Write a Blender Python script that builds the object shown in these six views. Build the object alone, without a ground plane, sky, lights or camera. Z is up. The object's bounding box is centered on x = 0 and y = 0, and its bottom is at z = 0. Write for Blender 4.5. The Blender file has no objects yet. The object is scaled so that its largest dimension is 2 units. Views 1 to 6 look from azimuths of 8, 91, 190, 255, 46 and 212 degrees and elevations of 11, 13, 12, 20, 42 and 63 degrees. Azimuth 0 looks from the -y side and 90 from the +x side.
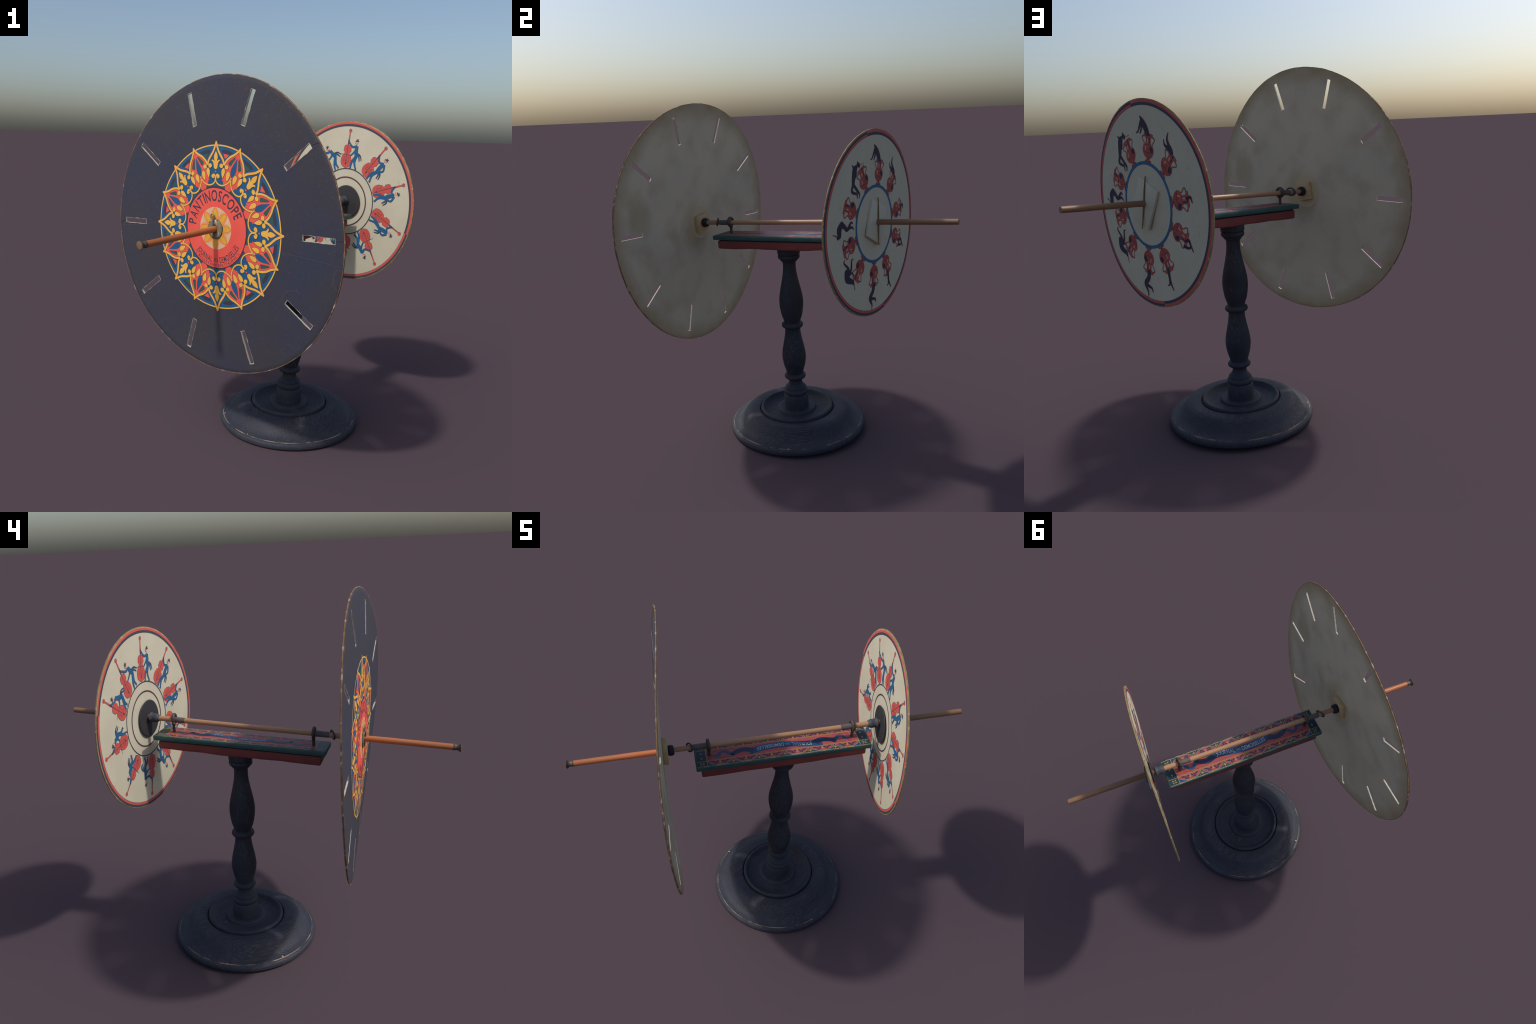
import bpy, bmesh, math, random
from math import sin, cos, pi, radians, hypot, atan2, sqrt
from mathutils import Vector, Matrix, noise
from mathutils.geometry import tessellate_polygon

random.seed(7)
SC = bpy.context.scene

# ------------------------------------------------------------------ materials
def lin(c):
    return tuple((x / 255 / 12.92) if x / 255 <= .04045 else ((x / 255 + .055) / 1.055) ** 2.4 for x in c)

def paint(name, base, second=None, amount=.5, scale=8., rough=.7, grain=0., grain_scale=250.,
          stretch=(1, 1, 1), third=None, third_scale=30., third_lo=.6, third_hi=.75, spec=.3,
          bump=0., bump_scale=200., metallic=0.):
    """base colour, a soft cloudy second colour, a speckled third colour, fine grain and bump"""
    m = bpy.data.materials.new(name); m.use_nodes = True
    nt = m.node_tree; N = nt.nodes; L = nt.links
    b = N['Principled BSDF']
    b.inputs['Roughness'].default_value = rough
    b.inputs['Specular IOR Level'].default_value = spec
    b.inputs['Metallic'].default_value = metallic
    tc = N.new('ShaderNodeTexCoord'); mp = N.new('ShaderNodeMapping')
    mp.inputs['Scale'].default_value = stretch
    L.new(tc.outputs['Object'], mp.inputs['Vector'])
    def tex(s, d=4.):
        t = N.new('ShaderNodeTexNoise'); t.inputs['Scale'].default_value = s; t.inputs['Detail'].default_value = d
        L.new(mp.outputs['Vector'], t.inputs['Vector']); return t
    def ramp(src, lo, hi):
        r = N.new('ShaderNodeMapRange'); r.inputs['From Min'].default_value = lo; r.inputs['From Max'].default_value = hi
        L.new(src, r.inputs['Value']); return r.outputs['Result']
    def mix(f, a, bcol, k=1.):
        x = N.new('ShaderNodeMix'); x.data_type = 'RGBA'
        g = N.new('ShaderNodeMath'); g.operation = 'MULTIPLY'; g.inputs[1].default_value = k
        L.new(f, g.inputs[0]); L.new(g.outputs[0], x.inputs['Factor'])
        if isinstance(a, tuple): x.inputs['A'].default_value = (*a, 1)
        else: L.new(a, x.inputs['A'])
        x.inputs['B'].default_value = (*bcol, 1)
        return x.outputs['Result']
    col = base
    if second: col = mix(ramp(tex(scale).outputs['Fac'], .35, .65), col, second, amount)
    if third: col = mix(ramp(tex(third_scale, 6.).outputs['Fac'], third_lo, third_hi), col, third, .8)
    if grain: col = mix(ramp(tex(grain_scale, 3.).outputs['Fac'], .3, .7), col, tuple(x * .55 for x in base), grain)
    if isinstance(col, tuple): b.inputs['Base Color'].default_value = (*col, 1)
    else: L.new(col, b.inputs['Base Color'])
    if bump:
        bp = N.new('ShaderNodeBump'); bp.inputs['Strength'].default_value = bump; bp.inputs['Distance'].default_value = .002
        L.new(tex(bump_scale, 5.).outputs['Fac'], bp.inputs['Height']); L.new(bp.outputs['Normal'], b.inputs['Normal'])
    m['mix'] = 0
    return m, nt, col, mix, ramp, tex, mp, tc

def P(*a, **k): return paint(*a, **k)[0]

def S(r, g, b, k=1.): return tuple(min(.95, x / k) for x in lin((r, g, b)))

K = 1.0
NAVY_PAPER = P('navy_paper', S(63, 61, 68, K), S(54, 60, 82, K), .75, 2.6, .66, .4, 320, third=S(88, 85, 90, K), third_scale=70, third_lo=.60, third_hi=.85, bump=.2, spec=.25)
CARD_BACK = None
GOLD = P('gold_ink', S(232, 178, 80, K), S(215, 160, 62, K), .4, 15., .6, .12)
RED = P('red_ink', S(232, 92, 80, K), S(214, 78, 68, K), .45, 12., .6, .12)
BLUE = P('blue_ink', S(36, 90, 132, K), S(32, 76, 118, K), .5, 14., .6, .2)
GREEN = P('green_ink', S(54, 92, 84, K), S(44, 80, 74, K), .5, 14., .6, .2)
INK = P('dark_ink', S(62, 58, 72, K), None, rough=.6, grain=.2)
CREAM_INK = P('pale_paper', S(214, 182, 146, K), S(196, 164, 128, K), .6, 40., .7, .15)
YELLOW = P('yellow_ink', S(222, 168, 62, K), S(200, 148, 50, K), .5, 30., .6, .15)
VIOLIN = P('cello_red', S(204, 88, 80, K), S(186, 78, 72, K), .4, 20., .65, .12)
SUIT = P('suit_blue', S(38, 100, 146, K), S(44, 84, 128, K), .4, 20., .65, .15)
DARK = P('outline_ink', S(70, 70, 86, K), S(62, 63, 78, K), .4, 20., .65, .15)
SCRATCH = P('scratch', S(96, 92, 100, K))
CREASE = P('crease', S(44, 42, 52, K))
SKIN = P('skin_ink', S(222, 168, 150, K))
EDGE_RED = P('border_red', S(206, 92, 82, K), S(190, 80, 74, K), .4, 10., .65, .15)
VASE_RED = P('vase_red', S(192, 90, 76, K), S(166, 72, 62, K), .4, 40., .65, .15)
IMP = P('imp_ink', S(54, 54, 70, K), None, rough=.65, grain=.2)
RING_BLUE = P('ring_blue', S(42, 110, 150, K), S(36, 98, 138, K), .4, 20., .65, .15)
CREAM = P('cream_card', S(200, 195, 174, K), S(188, 182, 160, K), .6, 6., .75, .1, 260, third=S(172, 160, 130, K), third_scale=22, third_lo=.66, third_hi=.82, bump=.1)
CREAM_BACK = P('cream_card_back', S(208, 198, 172, K), S(196, 186, 160, K), .6, 5., .8, .1, 260, third=S(176, 156, 120, K), third_scale=24, third_lo=.62, third_hi=.82, bump=.1, spec=.15)  # cream tinted warmer on the rear face to offset bluish skylight in shade
CARD_EDGE = P('card_edge', S(158, 138, 96, K), S(120, 100, 68, K), .7, 30., .8, .3, third=S(205, 195, 165, K), third_scale=50, third_lo=.58, third_hi=.7, bump=.4)
DISC_EDGE = P('worn_edge', S(140, 108, 78, K), S(98, 72, 56, K), .8, 26., .8, .3, third=S(200, 188, 168, K), third_scale=28, third_lo=.56, third_hi=.68, bump=.5)
SLOT_EDGE = P('torn_paper_edge', S(205, 198, 182, K), S(150, 140, 120, K), .6, 60., .85, .2)
ROD_RED = P('varnished_wood', S(186, 116, 70, K), S(150, 84, 44, K), .7, 9., .42, .3, 120, (1, 1, .08), bump=.15, spec=.5)
ROD = P('rod_wood', S(180, 138, 102, K), S(152, 108, 76, K), .7, 9., .45, .3, 120, (1, 1, .08), third=S(112, 82, 66, K), third_scale=14, third_lo=.6, third_hi=.8, bump=.15, spec=.5)
ROD_DARK = P('rod_wood_dark', S(150, 112, 80, K), S(116, 78, 52, K), .7, 8., .48, .3, 120, (1, 1, .08), bump=.15, spec=.5)
IRON = P('dark_iron', S(74, 66, 62, K), S(56, 50, 48, K), .6, 40., .5, .3, third=S(96, 72, 54, K), third_scale=60, third_lo=.6, third_hi=.8, bump=.3, spec=.5)
LEAD = P('grey_sleeve', S(104, 95, 92, K), S(82, 75, 74, K), .6, 40., .55, .3, bump=.3)
PLATE = P('blackened_plate', S(58, 58, 62, K), S(48, 48, 52, K), .6, 12., .5, .3, third=S(86, 62, 50, K), third_scale=16, third_lo=.6, third_hi=.85, bump=.2)
COLLAR = P('collar_lead', S(72, 74, 84, K), S(52, 54, 64, K), .6, 50., .6, .3, bump=.4)
WAX = P('blue_black_wax', S(36, 40, 52, K), S(28, 30, 38, K), .6, 60., .55, .3, bump=.5, bump_scale=90)
BLOCK = P('pale_wood_block', S(205, 176, 132, K), S(184, 150, 102, K), .6, 20., .7, .2, 90, (1, 6, 1), bump=.2)
WIRE = P('steel_wire', S(128, 128, 134, K), S(100, 98, 102, K), .6, 60., .4, .2, metallic=.35)
FOIL = P('torn_foil', S(140, 122, 90, K), S(112, 106, 92, K), .8, 30., .6, .2, third=S(222, 198, 170, K), third_scale=34, third_lo=.60, third_hi=.66)
FOIL_DARK = P('foil_rim', S(66, 74, 80, K), S(96, 100, 100, K), .7, 50., .6, .2)
STICK = P('pin_stick', S(126, 106, 72, K), S(100, 80, 52, K), .6, 40., .7, .3)
TIP = P('tip_iron', S(84, 74, 62, K), S(60, 50, 42, K), .7, 60., .5, .3, bump=.3, spec=.5)
TIP_FACE = P('tip_face', S(128, 104, 82, K), S(104, 84, 62, K), .7, 60., .55, .3)
PLANK = P('green_plank', S(46, 88, 84, K), S(36, 70, 68, K), .6, 12., .45, .35, 200, third=S(56, 98, 96, K), third_scale=50, third_lo=.62, third_hi=.8, spec=.5, bump=.1)
UNDER = P('red_plank', S(136, 68, 62, K), S(112, 55, 54, K), .6, 10., .6, .35, 180, third=S(166, 92, 78, K), third_scale=80, third_lo=.68, third_hi=.8, bump=.15)
B_RED = P('board_red', S(170, 82, 80, K), S(148, 72, 72, K), .6, 18., .5, .2, third=S(126, 74, 68, K), third_scale=40, third_lo=.55, third_hi=.8, spec=.3)
B_BLUE = P('board_blue', S(34, 78, 118, K), S(30, 64, 100, K), .5, 25., .4, .2, spec=.3)
B_DARK = P('board_dark_blue', S(30, 56, 72, K), S(26, 48, 60, K), .5, 25., .4, .2, spec=.3)
B_NAVY = P('board_navy', S(40, 52, 84, K), S(34, 44, 70, K), .5, 30., .4, .2, spec=.3)
B_GOLD = P('board_gold', S(186, 156, 92, K), S(150, 128, 76, K), .5, 60., .45, .2)
B_TEXT = P('board_lettering', S(158, 172, 186, K), None, rough=.5)
B_CHIP = P('chipped_edge', S(196, 176, 150, K), S(150, 140, 110, K), .7, 50., .7, .2)

def stained_card():
    """grey pasteboard with brown staining that gathers towards the rim and in blotches"""
    m, nt, col, mix, ramp, tex, mp, tc = paint('grey_pasteboard', S(206, 195, 168, K), S(192, 184, 166, K), .7, 3., .85, .14, 240,  # base colour lightened and warmed to match the shaded back under blue sky
                                              third=S(150, 126, 92, K), third_scale=75, third_lo=.64, third_hi=.84, bump=.12, spec=.15)
    N = nt.nodes; L = nt.links
    ln = N.new('ShaderNodeVectorMath'); ln.operation = 'LENGTH'
    fl = N.new('ShaderNodeVectorMath'); fl.operation = 'MULTIPLY'; fl.inputs[1].default_value = (1, 1, 0)
    L.new(tc.outputs['Object'], fl.inputs[0]); L.new(fl.outputs['Vector'], ln.inputs[0])
    ad = N.new('ShaderNodeMath'); ad.operation = 'MULTIPLY_ADD'; ad.inputs[1].default_value = .12
    L.new(tex(7., 5.).outputs['Fac'], ad.inputs[0]); L.new(ln.outputs['Value'], ad.inputs[2])
    c2 = mix(ramp(ad.outputs[0], .70, .82), col, S(158, 132, 92, K), .8)
    c3 = mix(ramp(tex(5.5, 6.).outputs['Fac'], .48, .78), c2, S(168, 150, 116, K), .6)
    # a tide mark beside the slots on one side and around the hub
    def blob(cx, cy, sx, sy, src, k):
        a = N.new('ShaderNodeVectorMath'); a.operation = 'SUBTRACT'; a.inputs[1].default_value = (cx, cy, 0)
        L.new(fl.outputs['Vector'], a.inputs[0])
        s = N.new('ShaderNodeVectorMath'); s.operation = 'MULTIPLY'; s.inputs[1].default_value = (1 / sx, 1 / sy, 0)
        L.new(a.outputs['Vector'], s.inputs[0])
        l = N.new('ShaderNodeVectorMath'); l.operation = 'LENGTH'; L.new(s.outputs['Vector'], l.inputs[0])
        w = N.new('ShaderNodeMath'); w.operation = 'MULTIPLY_ADD'; w.inputs[1].default_value = 1.1
        L.new(tex(13., 6.).outputs['Fac'], w.inputs[0]); L.new(l.outputs['Value'], w.inputs[2])
        return mix(ramp(w.outputs[0], 1.75, 1.15), src, S(168, 148, 110, K), k)
    c4 = blob(.54, .12, .10, .13, c3, .5)
    c5 = blob(.05, -.03, .13, .16, c4, .5)
    L.new(c5, N['Principled BSDF'].inputs['Base Color'])
    return m
CARD_BACK = stained_card()

def black_wood(name, worn_radii=(), grain_axis=(1, 1, .06)):
    """blue-black paint with brown wood showing through in fine scratches and along worn edges"""
    m, nt, col, mix, ramp, tex, mp, tc = paint(name, S(52, 55, 66, K), S(40, 42, 54, K), .8, 7., .62, .45, 150, spec=.22, bump=.25, bump_scale=120)
    N = nt.nodes; L = nt.links
    mp2 = N.new('ShaderNodeMapping'); mp2.inputs['Scale'].default_value = grain_axis; mp2.inputs['Rotation'].default_value = (0, 0, .6)
    L.new(tc.outputs['Object'], mp2.inputs['Vector'])
    t = N.new('ShaderNodeTexNoise'); t.inputs['Scale'].default_value = 230; t.inputs['Detail'].default_value = 4
    L.new(mp2.outputs['Vector'], t.inputs['Vector'])
    big = tex(6., 3.)
    g = N.new('ShaderNodeMath'); g.operation = 'MULTIPLY'
    L.new(ramp(t.outputs['Fac'], .50, .66), g.inputs[0]); L.new(ramp(big.outputs['Fac'], .34, .6), g.inputs[1])
    col = mix(g.outputs[0], col, S(106, 95, 86, K), .38)
    fl = N.new('ShaderNodeVectorMath'); fl.operation = 'MULTIPLY'; fl.inputs[1].default_value = (1, 1, 0)
    L.new(tc.outputs['Object'], fl.inputs[0])
    ln = N.new('ShaderNodeVectorMath'); ln.operation = 'LENGTH'; L.new(fl.outputs['Vector'], ln.inputs[0])
    for r, w in worn_radii:
        d = N.new('ShaderNodeMath'); d.operation = 'SUBTRACT'; d.inputs[1].default_value = r
        L.new(ln.outputs['Value'], d.inputs[0])
        a = N.new('ShaderNodeMath'); a.operation = 'ABSOLUTE'; L.new(d.outputs[0], a.inputs[0])
        q = N.new('ShaderNodeMath'); q.operation = 'MULTIPLY'
        L.new(ramp(a.outputs[0], w, w * .4), q.inputs[0]); L.new(ramp(tex(11., 6.).outputs['Fac'], .44, .58), q.inputs[1])
        col = mix(q.outputs[0], col, S(160, 140, 108, K), .7)
    L.new(col, N['Principled BSDF'].inputs['Base Color'])
    return m
BASE_WOOD = black_wood('black_painted_base', [(.3990, .0022)], (1, .05, 1))
COL_WOOD = black_wood('black_painted_column')

# ------------------------------------------------------------------ helpers
def add(name, verts, faces, mats, parent, idx=None, smooth=False, matrix=None, sharp=None):
    me = bpy.data.meshes.new(name); me.from_pydata([tuple(v) for v in verts], [], faces); me.update()
    for m in mats: me.materials.append(m)
    if idx: me.polygons.foreach_set('material_index', idx)
    if smooth: me.shade_smooth()
    if sharp is not None: me.shade_smooth(); me.set_sharp_from_angle(angle=radians(sharp))
    ob = bpy.data.objects.new(name, me); SC.collection.objects.link(ob)
    ob.parent = parent
    if matrix is not None: ob.matrix_local = matrix
    return ob

def spline(pts, n=6, closed=False):
    """Catmull-Rom through control points of any dimension"""
    out = []; m = len(pts)
    rng = range(m if closed else m - 1)
    g = lambda i: pts[i % m] if closed else pts[max(0, min(m - 1, i))]
    for i in rng:
        p0, p1, p2, p3 = g(i - 1), g(i), g(i + 1), g(i + 2)
        for k in range(n):
            t = k / n
            out.append(tuple(.5 * (2 * b + (c - a) * t + (2 * a - 5 * b + 4 * c - d) * t * t + (3 * b - a - 3 * c + d) * t ** 3)
                             for a, b, c, d in zip(p0, p1, p2, p3)))
    if not closed: out.append(tuple(pts[-1]))
    return out

def lathe(name, prof, mat, parent, matrix=None, seg=96, wobble=0., sharp=35, cap=True):
    V = []; F = []; n = len(prof)
    for i in range(seg):
        a = 2 * pi * i / seg
        for r, z in prof:
            w = 1 + wobble * noise.noise((3 * cos(a), 3 * sin(a), z * 9)) if wobble else 1
            V.append((r * w * cos(a), r * w * sin(a), z))
    for i in range(seg):
        j = (i + 1) % seg
        for k in range(n - 1): F.append((i * n + k, j * n + k, j * n + k + 1, i * n + k + 1))
    if cap:
        F.append([i * n for i in range(seg)][::-1]); F.append([i * n + n - 1 for i in range(seg)])
    return add(name, V, F, [mat], parent, matrix=matrix, sharp=sharp)

def tube(name, path, rad, mat, parent, seg=16, matrix=None, closed=False, cap=True):
    """round bar swept along a path; rad is a number or one per point"""
    pts = [Vector(p) for p in path]; n = len(pts)
    R = rad if isinstance(rad, (list, tuple)) else [rad] * n
    V = []; F = []; prev = None
    for i, p in enumerate(pts):
        if closed: t = pts[(i + 1) % n] - pts[i - 1]
        else: t = pts[min(n - 1, i + 1)] - pts[max(0, i - 1)]
        t.normalize()
        if prev is None: u = t.orthogonal().normalized()
        else: u = (prev - t * prev.dot(t)).normalized()
        prev = u; w = t.cross(u)
        for k in range(seg):
            a = 2 * pi * k / seg; V.append(p + R[i] * (cos(a) * u + sin(a) * w))
    for i in range(n if closed else n - 1):
        j = (i + 1) % n
        for k in range(seg):
            l = (k + 1) % seg; F.append((i * seg + k, i * seg + l, j * seg + l, j * seg + k))
    if cap and not closed:
        F.append(list(range(seg))[::-1]); F.append([(n - 1) * seg + k for k in range(seg)])
    return add(name, V, F, [mat], parent, matrix=matrix, sharp=40)

def plate(name, outline, z0, z1, mat, parent, matrix=None, bevel=.0015, mats=None):
    """slab with the given outline between two heights, edges slightly rounded"""
    bm = bmesh.new()
    vs = [bm.verts.new((x, y, z0)) for x, y in outline]
    f = bm.faces.new(vs); r = bmesh.ops.extrude_face_region(bm, geom=[f])
    for v in r['geom']:
        if isinstance(v, bmesh.types.BMVert): v.co.z = z1
    bmesh.ops.recalc_face_normals(bm, faces=bm.faces)
    if bevel: bmesh.ops.bevel(bm, geom=list(bm.edges), offset=bevel, segments=2, affect='EDGES', profile=.5)
    me = bpy.data.meshes.new(name); bm.to_mesh(me); bm.free()
    me.materials.append(mat); me.shade_smooth(); me.set_sharp_from_angle(angle=radians(40))
    ob = bpy.data.objects.new(name, me); SC.collection.objects.link(ob); ob.parent = parent
    if matrix is not None: ob.matrix_local = matrix
    return ob

GLYPH = {}; CAP = .70
def glyph(ch):
    """outline of a letter in the built-in typeface as triangles, with its advance width"""
    if ch not in GLYPH:
        cu = bpy.data.curves.new('glyph', 'FONT'); cu.body = ch; cu.size = 1.; cu.resolution_u = 4; cu.offset = .012
        ob = bpy.data.objects.new('glyph', cu); SC.collection.objects.link(ob)
        dg = bpy.context.evaluated_depsgraph_get(); dg.update()
        me = ob.evaluated_get(dg).to_mesh(); me.calc_loop_triangles()
        v = [(p.co.x, p.co.y) for p in me.vertices]; t = [tuple(x.vertices) for x in me.loop_triangles]
        xs = [p[0] for p in v] or [0, .3]
        GLYPH[ch] = ([(p[0] - min(xs), p[1] * .70 / CAP) for p in v], t, max(xs) - min(xs))
        ob.evaluated_get(dg).to_mesh_clear()
        bpy.data.objects.remove(ob); bpy.data.curves.remove(cu)
    return GLYPH[ch]

def measure_cap():
    global CAP
    v = glyph('H')[0]; CAP = max(p[1] for p in v); GLYPH.clear()
measure_cap()

class Print:
    """flat ink shapes laid in thin coats over a surface; a coat lies STEP above the one below"""
    STEP = .00018
    def __init__(self): self.V = []; self.F = []; self.I = []; self.mats = []
    def _m(self, mat):
        if mat not in self.mats: self.mats.append(mat)
        return self.mats.index(mat)
    def _put(self, pts, tris, mat, coat):
        o = len(self.V); self.V += [(x, y, coat) for x, y in pts]
        i = self._m(mat)
        for t in tris: self.F.append(tuple(o + k for k in t)); self.I.append(i)
    def fill(self, pts, mat, coat):
        t = tessellate_polygon([[Vector((x, y, 0)) for x, y in pts]])
        pts = list(pts); todo = [tuple(q) for q in t]; done = []
        while todo:                      # split long triangles so the ink follows the bent card
            q = todo.pop(); e = [hypot(pts[q[i]][0] - pts[q[i - 1]][0], pts[q[i]][1] - pts[q[i - 1]][1]) for i in range(3)]
            k = e.index(max(e))
            if e[k] < .035: done.append(q); continue
            a, b, c = q[k - 1], q[k], q[(k + 1) % 3]
            pts.append(((pts[a][0] + pts[b][0]) / 2, (pts[a][1] + pts[b][1]) / 2)); m = len(pts) - 1
            todo += [(a, m, c), (m, b, c)]
        self._put(pts, done, mat, coat)
    def stroke(self, pts, width, mat, coat, closed=False):
        n = len(pts); W = list(width) if isinstance(width, (list, tuple)) else [width] * n
        if not closed:
            p2, w2 = [pts[0]], [W[0]]
            for i in range(1, n):
                l = hypot(pts[i][0] - pts[i - 1][0], pts[i][1] - pts[i - 1][1]); c = max(1, int(l / .03 + .5))
                for k in range(1, c + 1):
                    t = k / c; p2.append((pts[i - 1][0] + t * (pts[i][0] - pts[i - 1][0]), pts[i - 1][1] + t * (pts[i][1] - pts[i - 1][1]))); w2.append(W[i - 1] + t * (W[i] - W[i - 1]))
            pts, W, n = p2, w2, len(p2)
        L = []; R = []
        for i in range(n):
            if closed: a, b = pts[i - 1], pts[(i + 1) % n]
            else: a, b = pts[max(0, i - 1)], pts[min(n - 1, i + 1)]
            dx, dy = b[0] - a[0], b[1] - a[1]; l = hypot(dx, dy) or 1
            nx, ny = -dy / l * W[i] / 2, dx / l * W[i] / 2
            L.append((pts[i][0] + nx, pts[i][1] + ny)); R.append((pts[i][0] - nx, pts[i][1] - ny))
        q = [(i, (i + 1) % n, n + (i + 1) % n, n + i) for i in range(n if closed else n - 1)]
        self._put(L + R, q, mat, coat)
    def dot(self, c, rx, mat, coat, ry=None, rot=0., n=20):
        ry = ry or rx
        pts = [(c[0] + rx * cos(t) * cos(rot) - ry * sin(t) * sin(rot), c[1] + rx * cos(t) * sin(rot) + ry * sin(t) * cos(rot))
               for t in [2 * pi * k / n for k in range(n)]]
        self._put(pts, [tuple(range(n))], mat, coat)
    def ring(self, r0, r1, mat, coat, a0=0., a1=360., c=(0, 0), steps=3):
        n = max(4, int(abs(a1 - a0) / 2)); V = []; Q = []
        for i in range(n + 1):
            a = radians(a0 + (a1 - a0) * i / n)
            for k in range(steps + 1):
                r = r0 + (r1 - r0) * k / steps; V.append((c[0] + r * sin(a), c[1] + r * cos(a)))
        s = steps + 1
        for i in range(n):
            for k in range(steps): Q.append((i * s + k, i * s + k + 1, (i + 1) * s + k + 1, (i + 1) * s + k))
        self._put(V, Q, mat, coat)
    def arc_text(self, text, r, height, a0, a1, mat, coat, inward=False, c=(0, 0), squeeze=1., small=(), stem=1.):
        """letters set round a circle from angle a0 to a1 (degrees clockwise from the top)"""
        ws = []
        for i, ch in enumerate(text):
            k = .62 if i in small else 1.
            ws.append((glyph(ch)[2] if ch != ' ' else .25) * k + .12)
        tot = sum(ws); acc = 0
        for i, ch in enumerate(text):
            k = .62 if i in small else 1.
            mid = acc + ws[i] / 2; acc += ws[i]
            if ch == ' ': continue
            a = radians(a0 + (a1 - a0) * mid / tot)
            span = abs(radians(a1 - a0)) * r * (ws[i] - .12 + .02) / tot
            v, t, w = glyph(ch); w = w or .1
            pts = []
            for x, y in v:
                u = (x / w - .5) * span * squeeze; h = (y / .70 - .5) * height * k
                if inward: u, h = -u, -h
                rr = r + h; aa = a + u / r
                pts.append((c[0] + rr * sin(aa), c[1] + rr * cos(aa)))
            self._put(pts, t, mat, coat)
    def build(self, name, parent, surf, flip=False):
        V = [surf(x, y, k) for x, y, k in self.V]
        F = []
        for f in self.F:
            # make every face look outwards
            a, b, c = (self.V[f[0]], self.V[f[1]], self.V[f[2]])
            s = (b[0] - a[0]) * (c[1] - a[1]) - (b[1] - a[1]) * (c[0] - a[0])
            F.append(tuple(f) if (s > 0) != flip else tuple(reversed(f)))
        return add(name, V, F, self.mats, parent, self.I)

def pol(r, deg, c=(0, 0)): return (c[0] + r * sin(radians(deg)), c[1] + r * cos(radians(deg)))

# ------------------------------------------------------------------ the thing
toy = bpy.data.objects.new('picture_disc_optical_toy', None); SC.collection.objects.link(toy)
toy.location = (.155, .089, 0)
toy['label'] = 'two printed card discs on an axle above a turned black stand'
toy['category'] = 'optical toy'
ROOT = Matrix.Translation((-.155, -.089, 0))      # world coordinates -> the empty's space

def frame(o, x, y, z):
    m = Matrix((x, y, z)).transposed().to_4x4(); m.translation = Vector(o); return ROOT @ m

# ---- stand: tilted a little, turned on the lathe
zt = Vector((-.004, -.0195, 1)).normalized(); xt = Vector((0, 1, 0)).cross(zt).normalized(); yt = zt.cross(xt)
STAND = frame((.1545, .0893, .0083), xt, yt, zt)
foot = [(.02, 0)] + spline([(.4020, 0), (.4095, .0012), (.4150, .006), (.4166, .014), (.4158, .024), (.4118, .032), (.4060, .0365), (.4010, .0375)], 3)
foot += spline([(.3990, .0400), (.3960, .0415), (.3860, .0430), (.3700, .0470), (.3540, .0560), (.3400, .0700), (.3270, .0860),
                (.3150, .1010), (.3020, .1095), (.2880, .1145), (.2700, .1165), (.2500, .1165), (.2360, .1155), (.2300, .1120), (.2270, .1020)], 4)
foot += spline([(.2250, .1020), (.2240, .1190), (.2205, .1265), (.2140, .1290), (.2070, .1265), (.2010, .1190), (.1930, .1100), (.1800, .1030), (.1500, .0990),
                (.1260, .1000), (.1205, .1030), (.1180, .1095), (.1120, .1160), (.1010, .1180), (.0930, .1172), (.0860, .1165)], 4) + [(.03, .1165)]
lathe('base', foot, BASE_WOOD, toy, STAND, 144, .0012, 50)
col = [(.0745, .100), (.0748, .150), (.0742, .196), (.0715, .2005), (.0690, .2045), (.0705, .2085)]
col += spline([(.0735, .2110), (.0750, .2190), (.0735, .2270), (.0680, .2350), (.0640, .2400), (.0655, .2440), (.0620, .2510), (.0540, .2590), (.0470, .2660),
               (.0425, .2750), (.0402, .2880), (.0412, .2985), (.0480, .3040), (.0560, .3060), (.0635, .3120), (.0655, .3205), (.0630, .3290), (.0560, .3350), (.0505, .3390)], 3)
col += spline([(.0510, .3430), (.0560, .3620), (.0660, .3970), (.0718, .4370), (.0715, .4680), (.0645, .5130), (.0540, .5630), (.0480, .6000),
               (.0466, .6200), (.0475, .6330), (.0540, .6380), (.0610, .6410), (.0648, .6490), (.0640, .6580), (.0590, .6660), (.0510, .6690)], 4)
col += spline([(.0480, .6720), (.0520, .6860), (.0610, .7110), (.0685, .7480), (.0724, .7900), (.0705, .8300), (.0625, .8750), (.0515, .9260),
               (.0420, .9750), (.0385, 1.013), (.0388, 1.035), (.0410, 1.046), (.0490, 1.053), (.0500, 1.058), (.0580, 1.064), (.0640, 1.072),
               (.0655, 1.080), (.0640, 1.088), (.0605, 1.0915), (.0650, 1.095), (.0670, 1.105), (.0670, 1.142)], 4)
lathe('column', col, COL_WOOD, toy, STAND, 72, .004, 50)
# paint chips that show pale wood on the base
chips = Print()
for r, deg, s in ((.392, 254, .006), (.399, 210, .004), (.398, 100, .003), (.396, 300, .003)):
    x, y = pol(r, deg); chips.dot((x, y), s, CREAM_INK, 0, s * .6, random.random() * 3, 9)
def base_surf(x, y, k):
    r = hypot(x, y)
    z = next((z0 + (z1 - z0) * (r - r0) / (r1 - r0 or 1) for (r1, z1), (r0, z0) in zip(foot[22:], foot[23:]) if r0 <= r <= r1), .05)
    return (x, y, z + .0012)
ob = chips.build('paint_chip', toy, base_surf); ob.matrix_local = STAND; ob['kind'] = 'stuff'

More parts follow.
